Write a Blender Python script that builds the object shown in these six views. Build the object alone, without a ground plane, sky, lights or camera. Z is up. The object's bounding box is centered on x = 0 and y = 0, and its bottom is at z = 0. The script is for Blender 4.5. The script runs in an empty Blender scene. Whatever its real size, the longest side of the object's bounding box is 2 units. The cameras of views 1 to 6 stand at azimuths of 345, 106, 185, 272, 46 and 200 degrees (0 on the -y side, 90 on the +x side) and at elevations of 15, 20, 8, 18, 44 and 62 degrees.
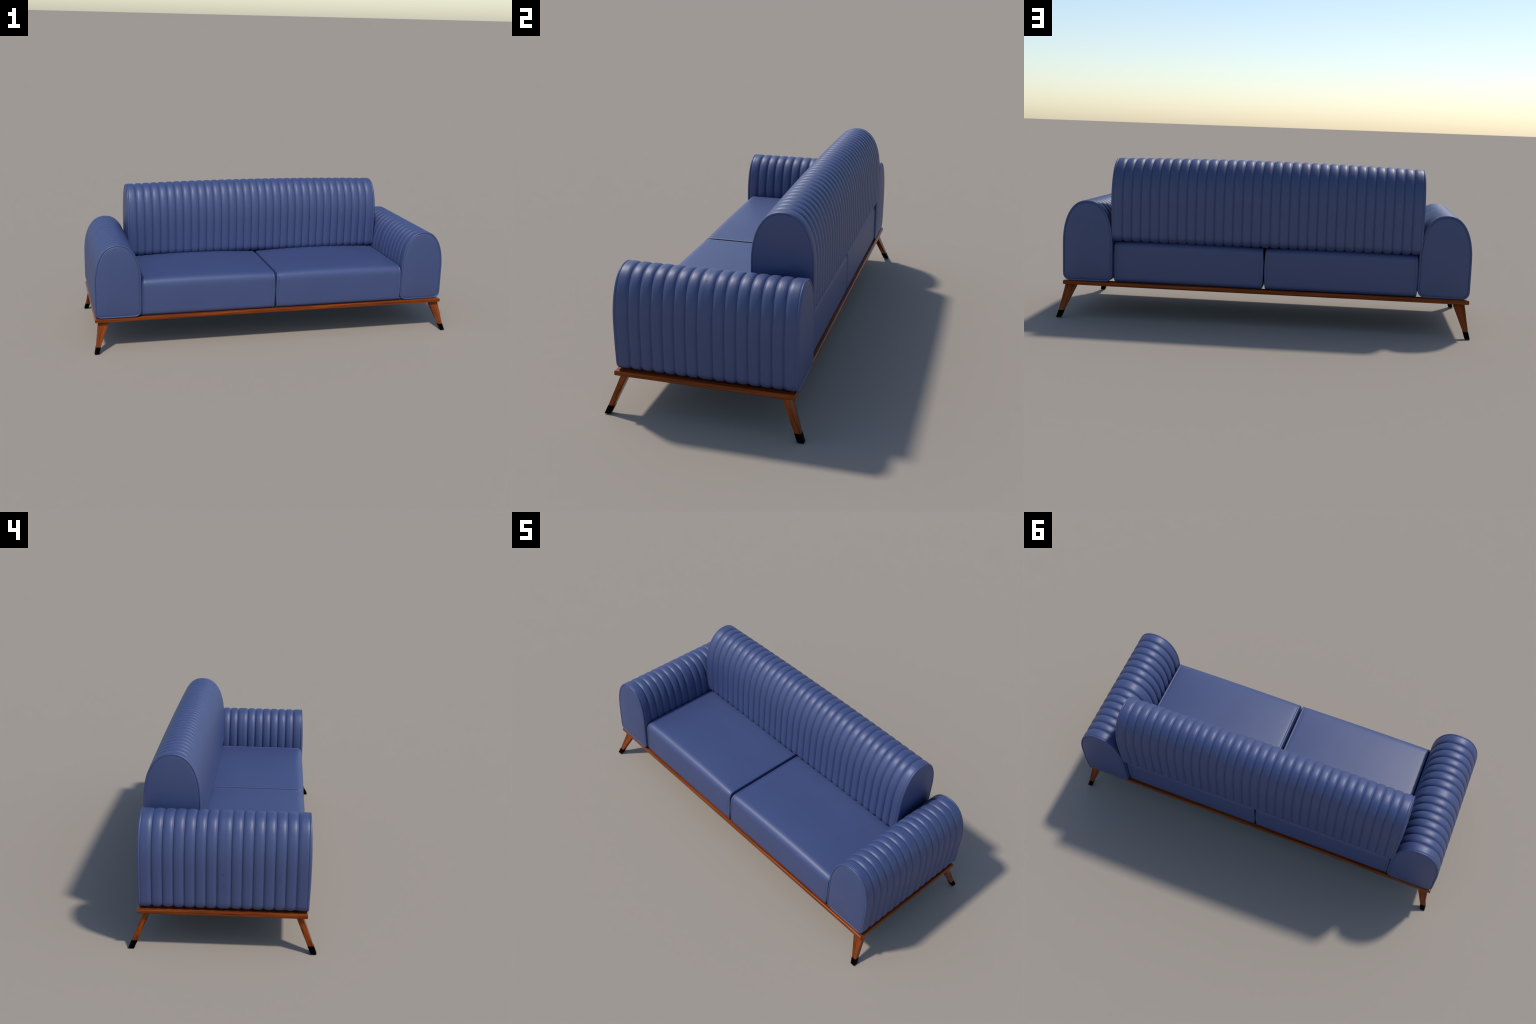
"""Mid-century two-seat sofa: channel-tufted blue leather back and arms with
rounded arch profiles, two plain box cushions, a slim walnut frame and four
splayed tapered legs with black foot caps."""
import bpy, bmesh, math
from mathutils import Vector

# ------------------------------------------------------------------ sizes (m)
CX = -0.0065                 # the upholstery sits a touch left of the legs
FRAME_X, FRAME_Y0, FRAME_Y1 = 0.984, -0.352, 0.355
FRAME_Z0, FRAME_Z1 = 0.1565, 0.1780
RAIL_W = 0.046
ARCH_A = 0.1230              # half thickness of arm / backrest
ARM_H, BACK_H = 0.3955, 0.4015   # heights of the two arch profiles
ARCH_RISE = 0.2185           # height of the domed top part
ARCH_POW = 2.3
ARM_AT = ((-0.8685, -0.003), (0.8530, 0.0100))   # arm centres (x, y)
ARM_Z = 0.1795
BACK_Y = 0.2368
BACK_Z = 0.3790
BACK_BOW = 0.0130            # the top of the back rises towards the middle
RIM_BULGE = 0.0035           # end faces belly out at mid height
PITCH = 0.0448               # width of one channel
CHANNEL_D = 0.0067           # depth of the stitched valleys
WELT_R = 0.0050              # piping radius

# ------------------------------------------------------------------ helpers


def link(ob, parent=None):
    bpy.context.scene.collection.objects.link(ob)
    if parent is not None:
        ob.parent = parent
    return ob


def mesh_from(name, verts, faces, mat=None, smooth=True, fix=True):
    bm = bmesh.new()
    vs = [bm.verts.new(v) for v in verts]
    for f in faces:
        bm.faces.new([vs[i] for i in f])
    if fix:
        bmesh.ops.recalc_face_normals(bm, faces=bm.faces)
    for f in bm.faces:
        f.smooth = smooth
    me = bpy.data.meshes.new(name)
    bm.to_mesh(me)
    bm.free()
    if mat:
        me.materials.append(mat)
    return me


def resample(pts, n):
    """n points evenly spread along a closed polyline."""
    m = len(pts)
    seg = [(Vector(pts[(i + 1) % m]) - Vector(pts[i])).length for i in range(m)]
    total, out, i, acc = sum(seg), [], 0, 0.0
    for k in range(n):
        d = total * k / n
        while acc + seg[i] < d and i < m - 1:
            acc += seg[i]
            i += 1
        t = (d - acc) / max(seg[i], 1e-9)
        out.append(Vector(pts[i]).lerp(Vector(pts[(i + 1) % m]), t))
    return out


class Outline:
    """Closed convex outline (counter-clockwise) with inward offset."""

    def __init__(self, pts, n, centre):
        p = resample(pts, n)
        # light smoothing keeps the normals even where arcs meet straights
        for _ in range(2):
            p = [(p[i - 1] + p[i] * 6 + p[(i + 1) % n]) / 8 for i in range(n)]
        self.n, self.p, self.c = n, p, Vector(centre)
        self.nrm = []
        for i in range(n):
            t = p[(i + 1) % n] - p[i - 1]
            self.nrm.append(Vector((t.y, -t.x)).normalized())

    def ring(self, r):
        return [p - q * r for p, q in zip(self.p, self.nrm)]

    def shrunk(self, r, k):
        return [self.c + (p - self.c) * k for p in self.ring(r)]


def arch_outline(h, n=150):
    """Arm / back section: flat foot with rounded corners, straight flanks and
    a super-elliptic dome."""
    a, rise, rc = ARCH_A, ARCH_RISE, 0.035
    pts = []
    for k in range(13):                                   # right foot corner
        t = -math.pi / 2 + math.pi / 2 * k / 12
        pts.append((a - rc + rc * math.cos(t), rc + rc * math.sin(t)))
    zs = h - rise
    for k in range(1, 8):
        pts.append((a, rc + (zs - rc) * k / 8))
    for k in range(0, 97):                                # dome
        t = math.pi * k / 96
        c, s = math.cos(t), math.sin(t)
        e = 2.0 / ARCH_POW
        pts.append((a * math.copysign(abs(c) ** e, c), zs + rise * abs(s) ** e))
    for k in range(7, 0, -1):
        pts.append((-a, rc + (zs - rc) * k / 8))
    for k in range(13):                                   # left foot corner
        t = math.pi + math.pi / 2 * k / 12
        pts.append((-a + rc + rc * math.cos(t), rc + rc * math.sin(t)))
    return Outline(pts, n, (0, zs * 0.95))


def cushion_outline(y0, y1, h, n=150):
    """Side view of a seat cushion: box with soft top edges, crisp foot."""
    corners = [(y1, 0, 0.014, -90), (y1, h, 0.026, 0), (y0, h, 0.032, 90), (y0, 0, 0.014, 180)]
    pts = []
    for y, z, r, a0 in corners:
        cy = y - r if y == y1 else y + r
        cz = z - r if z == h else z + r
        for k in range(11):
            t = math.radians(a0 + 9 * k)
            pts.append((cy + r * math.cos(t), cz + r * math.sin(t)))
    return Outline(pts, n, ((y0 + y1) / 2, h / 2))


ALONG_Y = lambda a, w, z: (w, a, z)      # arms: axis runs front to back
ALONG_X = lambda a, w, z: (a, w, z)      # back and cushions: axis runs sideways


def bowed(half):
    """Backrest placement: crown the top edge towards the middle of the length."""
    def place(a, w, z):
        u = min(1.0, abs(a) / half)
        v = max(0.0, z / BACK_H)
        return (a, w, z + BACK_BOW * (1 - u ** 2.1) * v ** 1.3)
    return place


def belly(v):
    v = max(0.0, min(1.0, v))
    return 4 * v * (1 - v)


def loft(rings, place, closed=False, cap0=False, cap1=False):
    """rings: list of (axial, [Vector2]) -> verts, faces."""
    n = len(rings[0][1])
    verts = [place(ax, p.x, p.y) for ax, ring in rings for p in ring]
    faces, m = [], len(rings)
    for j in range(m if closed else m - 1):
        j2 = (j + 1) % m
        for i in range(n):
            i2 = (i + 1) % n
            faces.append((j * n + i, j * n + i2, j2 * n + i2, j2 * n + i))
    if cap0:
        faces.append(tuple(range(n)))
    if cap1:
        faces.append(tuple(range((m - 1) * n, m * n)))
    return verts, faces


def pad(s, p=2.75):
    """Stuffed section: 1 on the crown, 0 at the seam (|s| = 1), with full
    shoulders and a softly filleted valley."""
    s = min(abs(s), 1.0)
    h, floor = max(0.0, 1 - s ** p) ** 0.58, 0.33
    return ((h ** 4 + floor ** 4) ** 0.25 - floor) / ((1 + floor ** 4) ** 0.25 - floor)


def channel_mesh(name, ol, half, place, mat, height, c=0.0):
    """One stuffed channel wrapped right round an outline.  height(t) gives 0..1
    over t in -half..half; the band is closed on its hidden inner side."""
    m = 24
    g = 0.00004
    rings = []
    for k in range(m + 1):
        # cosine spacing: dense next to the seams
        t = -math.cos(math.pi * k / m) * (half - g)
        rings.append((t, ol.ring(CHANNEL_D * (1 - height(t)))))
    rings.append((half - g, ol.ring(0.016)))
    rings.append((-half + g, ol.ring(0.016)))
    o = Vector(place(c, 0, 0))
    v, f = loft(rings, lambda a, w, z: Vector(place(a + c, w, z)) - o, closed=True)
    return mesh_from(name, v, f, mat)


def welt_mesh(name, ol, place, mat, sign, height, radius=WELT_R, rim=RIM_BULGE, m=14):
    """Piping round an end; axial 0 = outermost line at foot and crown, the tube
    swells outwards at mid height."""
    rings = []
    for k in range(m):
        t = 2 * math.pi * k / m
        rings.append((radius * math.sin(t) - radius, ol.ring(radius - radius * math.cos(t))))

    def swell(a, w, z):
        f = (a + 2 * radius) / (2 * radius)
        return place(sign * (a + f * rim * belly(z / height)), w, z)
    v, f = loft(rings, swell, closed=True)
    return mesh_from(name, v, f, mat)


def panel_mesh(name, ol, place, mat, sign, bulge, height, rim=RIM_BULGE, groove=0.0):
    """Pillowed end panel.  axial 0 = outermost line of the piping."""
    g = groove
    rings = [(-0.016, ol.ring(0.0064 + g)), (-0.0036 - 1.5 * g, ol.ring(0.0064 + g)),
             (-0.0024 - 1.2 * g, ol.ring(0.0072 + g)), (-0.0014 - 0.8 * g, ol.ring(0.0088 + g)),
             (-0.0007 - 0.3 * g, ol.ring(0.0114 + g)), (-0.0002, ol.ring(0.0165))]
    for k in range(1, 15):
        u = k / 15
        f = 1 - (1 - u) ** 2.0
        rings.append((bulge * f, ol.shrunk(0.0165, 1 - u)))

    def swell(a, w, z):
        return place(sign * (a + (rim * belly(z / height) if a > -0.01 else 0)), w, z)
    v, f = loft(rings, swell, cap1=True)
    return mesh_from(name, v, f, mat)


def core_mesh(name, ol, place, mat, half, inset):
    v, f = loft([(-half, ol.ring(inset)), (half, ol.ring(inset))], place, cap0=True, cap1=True)
    return mesh_from(name, v, f, mat)


def obj(name, me, parent, loc=(0, 0, 0)):
    o = bpy.data.objects.new(name, me)
    o.location = loc
    return link(o, parent)

# ------------------------------------------------------------------ materials


def new_mat(name):
    m = bpy.data.materials.new(name)
    m.use_nodes = True
    nt = m.node_tree
    return m, nt, nt.nodes["Principled BSDF"]


def leather_material():
    m, nt, b = new_mat("blue_leather")
    N, L = nt.nodes.new, nt.links.new
    tc = N("ShaderNodeTexCoord")
    big = N("ShaderNodeTexNoise")
    big.inputs["Scale"].default_value = 5.0
    big.inputs["Detail"].default_value = 3.0
    L(tc.outputs["Object"], big.inputs["Vector"])
    ramp = N("ShaderNodeValToRGB")
    ramp.color_ramp.elements[0].position = 0.3
    ramp.color_ramp.elements[0].color = LEATHER_A
    ramp.color_ramp.elements[1].position = 0.7
    ramp.color_ramp.elements[1].color = LEATHER_B
    L(big.outputs["Fac"], ramp.inputs["Fac"])
    L(ramp.outputs["Color"], b.inputs["Base Color"])
    fine = N("ShaderNodeTexVoronoi")
    fine.inputs["Scale"].default_value = 420.0
    L(tc.outputs["Object"], fine.inputs["Vector"])
    bump = N("ShaderNodeBump")
    bump.inputs["Strength"].default_value = 0.02
    bump.inputs["Distance"].default_value = 0.0006
    L(fine.outputs["Distance"], bump.inputs["Height"])
    L(bump.outputs["Normal"], b.inputs["Normal"])
    b.inputs["Roughness"].default_value = LEATHER_ROUGH
    b.inputs["Specular IOR Level"].default_value = LEATHER_SPEC
    return m


def wood_material(name, stretch, tilt=(0, 0, 0)):
    m, nt, b = new_mat(name)
    N, L = nt.nodes.new, nt.links.new
    tc = N("ShaderNodeTexCoord")
    mp = N("ShaderNodeMapping")
    mp.inputs["Scale"].default_value = stretch
    mp.inputs["Rotation"].default_value = tilt
    L(tc.outputs["Object"], mp.inputs["Vector"])
    bands = N("ShaderNodeTexNoise")
    bands.inputs["Scale"].default_value = 1.0
    bands.inputs["Detail"].default_value = 3.0
    bands.inputs["Roughness"].default_value = 0.6
    bands.inputs["Distortion"].default_value = 0.0
    L(mp.outputs["Vector"], bands.inputs["Vector"])
    fib = N("ShaderNodeTexNoise")
    fib.inputs["Scale"].default_value = 4.5
    fib.inputs["Detail"].default_value = 3.0
    L(mp.outputs["Vector"], fib.inputs["Vector"])
    mix = N("ShaderNodeMath")
    mix.operation = "MULTIPLY_ADD"
    mix.inputs[1].default_value = 0.35
    L(fib.outputs["Fac"], mix.inputs[0])
    sub = N("ShaderNodeMath")
    sub.operation = "MULTIPLY"
    sub.inputs[1].default_value = 0.65
    L(bands.outputs["Fac"], sub.inputs[0])
    L(sub.outputs[0], mix.inputs[2])
    ramp = N("ShaderNodeValToRGB")
    e = ramp.color_ramp.elements
    e[0].position, e[0].color = 0.38, WOOD_DARK
    e[1].position, e[1].color = 0.60, WOOD_LIGHT
    mid = e.new(0.48)
    mid.color = WOOD_MID
    L(mix.outputs[0], ramp.inputs["Fac"])
    L(ramp.outputs["Color"], b.inputs["Base Color"])
    bump = N("ShaderNodeBump")
    bump.inputs["Strength"].default_value = 0.12
    bump.inputs["Distance"].default_value = 0.0005
    L(mix.outputs[0], bump.inputs["Height"])
    L(bump.outputs["Normal"], b.inputs["Normal"])
    b.inputs["Roughness"].default_value = 0.27
    b.inputs["Specular IOR Level"].default_value = 0.5
    b.inputs["Specular Tint"].default_value = (1.0, 0.42, 0.18, 1)
    return m


def cap_material():
    m, nt, b = new_mat("black_cap")
    N, L = nt.nodes.new, nt.links.new
    tc = N("ShaderNodeTexCoord")
    no = N("ShaderNodeTexNoise")
    no.inputs["Scale"].default_value = 60.0
    L(tc.outputs["Object"], no.inputs["Vector"])
    ramp = N("ShaderNodeValToRGB")
    ramp.color_ramp.elements[0].color = (0.0002, 0.0002, 0.0002, 1)
    ramp.color_ramp.elements[1].color = (0.0006, 0.0006, 0.0006, 1)
    L(no.outputs["Fac"], ramp.inputs["Fac"])
    L(ramp.outputs["Color"], b.inputs["Base Color"])
    b.inputs["Roughness"].default_value = 0.35
    b.inputs["Specular IOR Level"].default_value = 0.03
    return m


LEATHER_A = (0.043, 0.064, 0.170, 1)
LEATHER_B = (0.046, 0.068, 0.180, 1)
LEATHER_ROUGH = 0.50
LEATHER_SPEC = 0.68
WOOD_DARK = (0.066, 0.0138, 0.0030, 1)
WOOD_MID = (0.172, 0.0340, 0.0066, 1)
WOOD_LIGHT = (0.285, 0.0570, 0.0100, 1)

leather = leather_material()
rail_wood = wood_material("walnut_rail", (2.2, 120.0, 120.0))
leg_wood = wood_material("walnut_leg", (120.0, 120.0, 2.6))
black = cap_material()

# ------------------------------------------------------------------ the sofa
sofa = link(bpy.data.objects.new("sofa", None))
sofa.empty_display_size = 0.2
sofa["label"] = "blue leather two-seat sofa with channelled back, walnut frame, splayed legs"
sofa["category"] = "sofa"

ARM_ARCH, BACK_ARCH = arch_outline(ARM_H), arch_outline(BACK_H)
plain = lambda half: (lambda t: pad(t / half))


def end_channel(half, sign):
    """Channel next to the piping: flatter towards the piped end."""
    def h(t):
        s = sign * t / half
        return pad(s) if s < 0 else 0.55 + 0.45 * pad(s, 5.0)
    return h


def twin_channel(half):
    """Middle channel of an arm: two channels overlapping into a wide one with
    a faint dip along the centre."""
    off, w = half - PITCH / 2, PITCH / 2

    def h(t):
        a, b = pad((t - off) / w), pad((t + off) / w)
        k = 0.02
        m = max(a, b)
        return min(1.0, m + k * math.exp(-abs(a - b) / 0.08) * 0.3)
    return h


def channelled_body(name, ol, height, place, row, seam, bead, locs, bulge, groove=0.0, shared=True):
    """An upholstered body: hidden core, channels, two piped and pillowed ends.
    With shared=False every channel gets its own mesh (the bowed back)."""
    n = 31
    core = mesh_from(name + "_core", *loft(
        [((seam - 0.002) * (2 * k / n - 1), ol.ring(CHANNEL_D + 0.0001)) for k in range(n + 1)],
        place, cap0=True, cap1=True), leather)
    cache = {}

    def channel(c, half, kind):
        if kind == "plain":
            hf = plain(half)
        elif kind == "twin":
            hf = twin_channel(half)
        else:
            hf = end_channel(half, -1 if kind == "end0" else 1)
        if not shared:
            return channel_mesh("channel", ol, half, place, leather, hf, c)
        if kind not in cache:
            cache[kind] = channel_mesh("channel", ol, half, place, leather, hf)
        return cache[kind]

    def at(a):                       # end pieces are built round their own origin
        o = Vector(place(a, 0, 0))
        return lambda x, w, z: Vector(place(x + a, w, z)) - o
    panels = [panel_mesh("end_panel", ol, at(s * bead), leather, s, bulge, height, groove=groove) for s in (-1, 1)]
    welts = [welt_mesh("piping", ol, at(s * bead), leather, s, height) for s in (-1, 1)]
    bodies = []
    for loc in locs:
        body = obj(name, core, sofa, loc)
        bodies.append(body)
        for c, half, kind in row:
            obj("channel", channel(c, half, kind), body, place(c, 0, 0))
        for s, pm, wm in zip((-1, 1), panels, welts):
            obj("end_panel", pm, body, place(s * bead, 0, 0))
            obj("piping", wm, body, place(s * bead, 0, 0))
    return bodies


def channel_row(counts_half, end_w, mid_w=None):
    """Symmetric row of channels: optional wide middle, regular ones, wide ends."""
    row, x = [], 0.0
    if mid_w:
        row.append((0.0, mid_w / 2, "twin"))
        x = mid_w / 2
    else:
        row.append((0.0, PITCH / 2, "plain"))
        x = PITCH / 2
    for _ in range(counts_half):
        row += [(x + PITCH / 2, PITCH / 2, "plain"), (-x - PITCH / 2, PITCH / 2, "plain")]
        x += PITCH
    row += [(x + end_w / 2, end_w / 2, "end1"), (-x - end_w / 2, end_w / 2, "end0")]
    return row, x + end_w


arm_row, arm_seam = channel_row(6, 0.0475, 0.0586)
arms = channelled_body("armrest", ARM_ARCH, ARM_H, ALONG_Y, arm_row, arm_seam, arm_seam + 0.0065,
                [(x, y, ARM_Z) for x, y in ARM_AT], 0.006, groove=0.0011)
back_row, back_seam = channel_row(15, 0.0452)
(back,) = channelled_body("backrest", BACK_ARCH, BACK_H, bowed(back_seam + 0.0065), back_row, back_seam, back_seam + 0.0065,
                [(CX - 0.0045, BACK_Y, BACK_Z)], 0.006, shared=False)
back.rotation_euler.z = 0.0035        # not set quite square on the seat

# ------------------------------------------------------------------ seat cushions
CUSH_Z, CUSH_H = 0.1776, 0.2020
CUSH_IN, CUSH_OUT = 0.0075, 0.7330
CROWN = 0.012
cush = cushion_outline(-0.3455, 0.3450, CUSH_H)
cush_half = (CUSH_OUT - CUSH_IN) / 2
CUSH_SEAM = cush_half - 0.0096


def cushion_body():
    """Top, front, foot and back in one soft wrap, crowned between the sides."""
    m = 40
    rings = [(-CUSH_SEAM, cush.ring(0.012)), (-CUSH_SEAM, cush.ring(0.0030))]
    for k in range(m + 1):
        u = -math.cos(math.pi * k / m)
        x = u * (CUSH_SEAM - 0.0003)
        e = abs(u) ** 40
        base = cush.ring(0.0012 * e + 0.0008)
        dome = CROWN * (1 - abs(u) ** 2.2)
        ring = []
        for p in base:
            v = max(0.0, min(1.0, p.y / CUSH_H))
            sy = abs(p.x) / 0.3455
            lift = dome * v ** 6 * (1 - 0.75 * sy ** 4)
            push = -0.0025 * (1 - u * u) * math.sin(math.pi * v) * (1 if p.x < -0.3 else 0)
            ring.append(Vector((p.x + push, p.y + lift)))
        rings.append((x, ring))
    rings += [(CUSH_SEAM, cush.ring(0.0030)), (CUSH_SEAM, cush.ring(0.012))]
    v, f = loft(rings, ALONG_X, cap0=True, cap1=True)
    return mesh_from("seat_cushion", v, f, leather)


cb = cushion_body()
cw = [welt_mesh("piping", cush, ALONG_X, leather, s, CUSH_H, 0.0060, 0.0062) for s in (-1, 1)]
cp = [panel_mesh("side_panel", cush, ALONG_X, leather, s, 0.0012, CUSH_H, 0.0062) for s in (-1, 1)]
for side in (-1, 1):
    c = obj("seat_cushion", cb, sofa, (CX - 0.002 + side * (CUSH_IN + CUSH_OUT) / 2, 0, CUSH_Z))
    for s, pm, wm in zip((-1, 1), cp, cw):
        obj("side_panel", pm, c, (s * cush_half, 0, 0))
        obj("piping", wm, c, (s * cush_half, 0, 0))

# ------------------------------------------------------------------ wooden frame


def bevel_mesh(me, width, segs=3, angle=30):
    bm = bmesh.new()
    bm.from_mesh(me)
    bmesh.ops.recalc_face_normals(bm, faces=bm.faces)
    edges = [e for e in bm.edges if len(e.link_faces) == 2 and e.calc_face_angle() > math.radians(angle)]
    bmesh.ops.bevel(bm, geom=edges, offset=width, segments=segs, affect="EDGES", profile=0.5, clamp_overlap=True)
    bm.to_mesh(me)
    bm.free()
    me.polygons.foreach_set("use_smooth", [True] * len(me.polygons))
    me.set_sharp_from_angle(angle=math.radians(38))


def rail_mesh(length):
    """Mitred rail along local x, outer edge on local y = 0, rounded edges."""
    g, w, h, r = 0.0001, RAIL_W, FRAME_Z1 - FRAME_Z0, 0.0058
    prof = []
    for cy, cz, a0 in ((r, r, 180), (w - r, r, 270), (w - r, h - r, 0), (r, h - r, 90)):
        for k in range(5):
            t = math.radians(a0 + 22.5 * k)
            prof.append((cy + r * math.cos(t), cz + r * math.sin(t)))
    n = len(prof)
    verts = []
    for s in (-1, 1):
        verts += [(s * (length / 2 - y - g), y, z) for y, z in prof]
    faces = [(i, (i + 1) % n, n + (i + 1) % n, n + i) for i in range(n)]
    faces += [tuple(range(n)), tuple(range(n, 2 * n))]
    me = mesh_from("rail", verts, faces, rail_wood)
    me.set_sharp_from_angle(angle=math.radians(35))
    return me


frame = obj("frame", None, sofa, (CX, (FRAME_Y0 + FRAME_Y1) / 2, FRAME_Z0))
depth = FRAME_Y1 - FRAME_Y0
long_rail, short_rail = rail_mesh(2 * FRAME_X), rail_mesh(depth)
for me, loc, rot in ((long_rail, (0, -depth / 2, 0), 0), (long_rail, (0, depth / 2, 0), math.pi),
                     (short_rail, (FRAME_X, 0, 0), math.pi / 2), (short_rail, (-FRAME_X, 0, 0), -math.pi / 2)):
    r = obj("rail", me, frame, loc)
    r.rotation_euler = (0, 0, rot)

# ------------------------------------------------------------------ legs


def taper_mesh(name, sx, sy, low, high, origin, turn, mat, width):
    """Four-sided post between two rectangles (x0, x1, y0, y1, z), mirrored by
    sx, sy; local z runs along the post so the grain follows it."""
    v = []
    for x0, x1, y0, y1, z in (low, high):
        v += [turn.inverted() @ Vector((sx * x - origin[0], sy * y - origin[1], z - origin[2]))
              for x, y in ((x0, y0), (x1, y0), (x1, y1), (x0, y1))]
    f = [(0, 1, 2, 3), (4, 5, 6, 7)] + [(i, (i + 1) % 4, 4 + (i + 1) % 4, 4 + i) for i in range(4)]
    me = mesh_from(name, v, f, mat, smooth=False)
    bevel_mesh(me, width)
    return me


FOOT = (0.9755, 0.9995, 0.3690, 0.3940, 0.0)
ANKLE = (0.9660, 0.9905, 0.3548, 0.3795, 0.033)
TOP = (0.9145, 0.9725, 0.3030, 0.3290, 0.1580)
grow = lambda b, g: (b[0] - g, b[1] + g, b[2] - g, b[3] + g, b[4])
for sx in (-1, 1):
    for sy in (-1, 1):
        foot = Vector((sx * (FOOT[0] + FOOT[1]) / 2, sy * (FOOT[2] + FOOT[3]) / 2, 0))
        head = Vector((sx * (TOP[0] + TOP[1]) / 2, sy * (TOP[2] + TOP[3]) / 2, TOP[4]))
        turn = Vector((0, 0, 1)).rotation_difference(head - foot)
        ankle_in = tuple(a + (t - a) * -0.03 for a, t in zip(ANKLE, TOP))
        leg = obj("leg", taper_mesh("leg", sx, sy, ankle_in, TOP, foot, turn, leg_wood, 0.0018), sofa, foot)
        leg.rotation_mode = "QUATERNION"
        leg.rotation_quaternion = turn
        obj("foot_cap", taper_mesh("foot_cap", sx, sy, FOOT, grow(ANKLE, 0.0006), foot, turn, black, 0.0012), leg)

# ------------------------------------------------------------------ mesh-artefact specks
# Added dark specks copying mesh faults of the original, on each arm's middle channel.


def speck_mesh(spots):
    """spots: (side point on the leather, outward direction, length)."""
    verts, faces = [], []
    for p, out, ln in spots:
        p, out = Vector(p), Vector(out).normalized()
        up = (Vector((0, 0, 1)) - out * out.z).normalized()
        side = out.cross(up)
        b = len(verts)
        for a in range(10):
            t = 2 * math.pi * a / 10
            q = p + up * (ln * math.sin(t)) + side * (0.22 * ln * math.cos(t) * (1 + 0.6 * math.sin(t)))
            verts += [q - out * 0.0015, q + out * 0.0001]
        verts.append(p + out * 0.0002)
        for a in range(10):
            c = (a + 1) % 10
            faces += [(b + 2 * a, b + 2 * c, b + 2 * c + 1, b + 2 * a + 1), (b + 2 * a + 1, b + 2 * c + 1, b + 20)]
    return mesh_from("artefact_speck", verts, faces, speck_mat)


speck_mat, _nt, _b = new_mat("dark_speck")
_b.inputs["Base Color"].default_value = (0.004, 0.006, 0.014, 1)
_b.inputs["Roughness"].default_value = 0.8
flank = ARCH_A
left = [((-flank, -0.0006 * k, z - ARM_Z), (-1, 0, 0), ln)
        for k, (z, ln) in enumerate(((0.360, 0.0028), (0.345, 0.0045), (0.308, 0.0030), (0.289, 0.0040), (0.2715, 0.0030)))]
dome = max(ARM_ARCH.p, key=lambda q: q.x * 0.75 + q.y)
right = [((flank, -0.007, 0.305 - ARM_Z), (1, 0, 0), 0.0022), ((dome.x, -0.004, dome.y), (0.75, 0, 1), 0.0040)]
for arm, spots in zip(arms, (left, right)):
    speck = obj("artefact_speck", speck_mesh(spots), arm)
    speck["kind"] = "stuff"
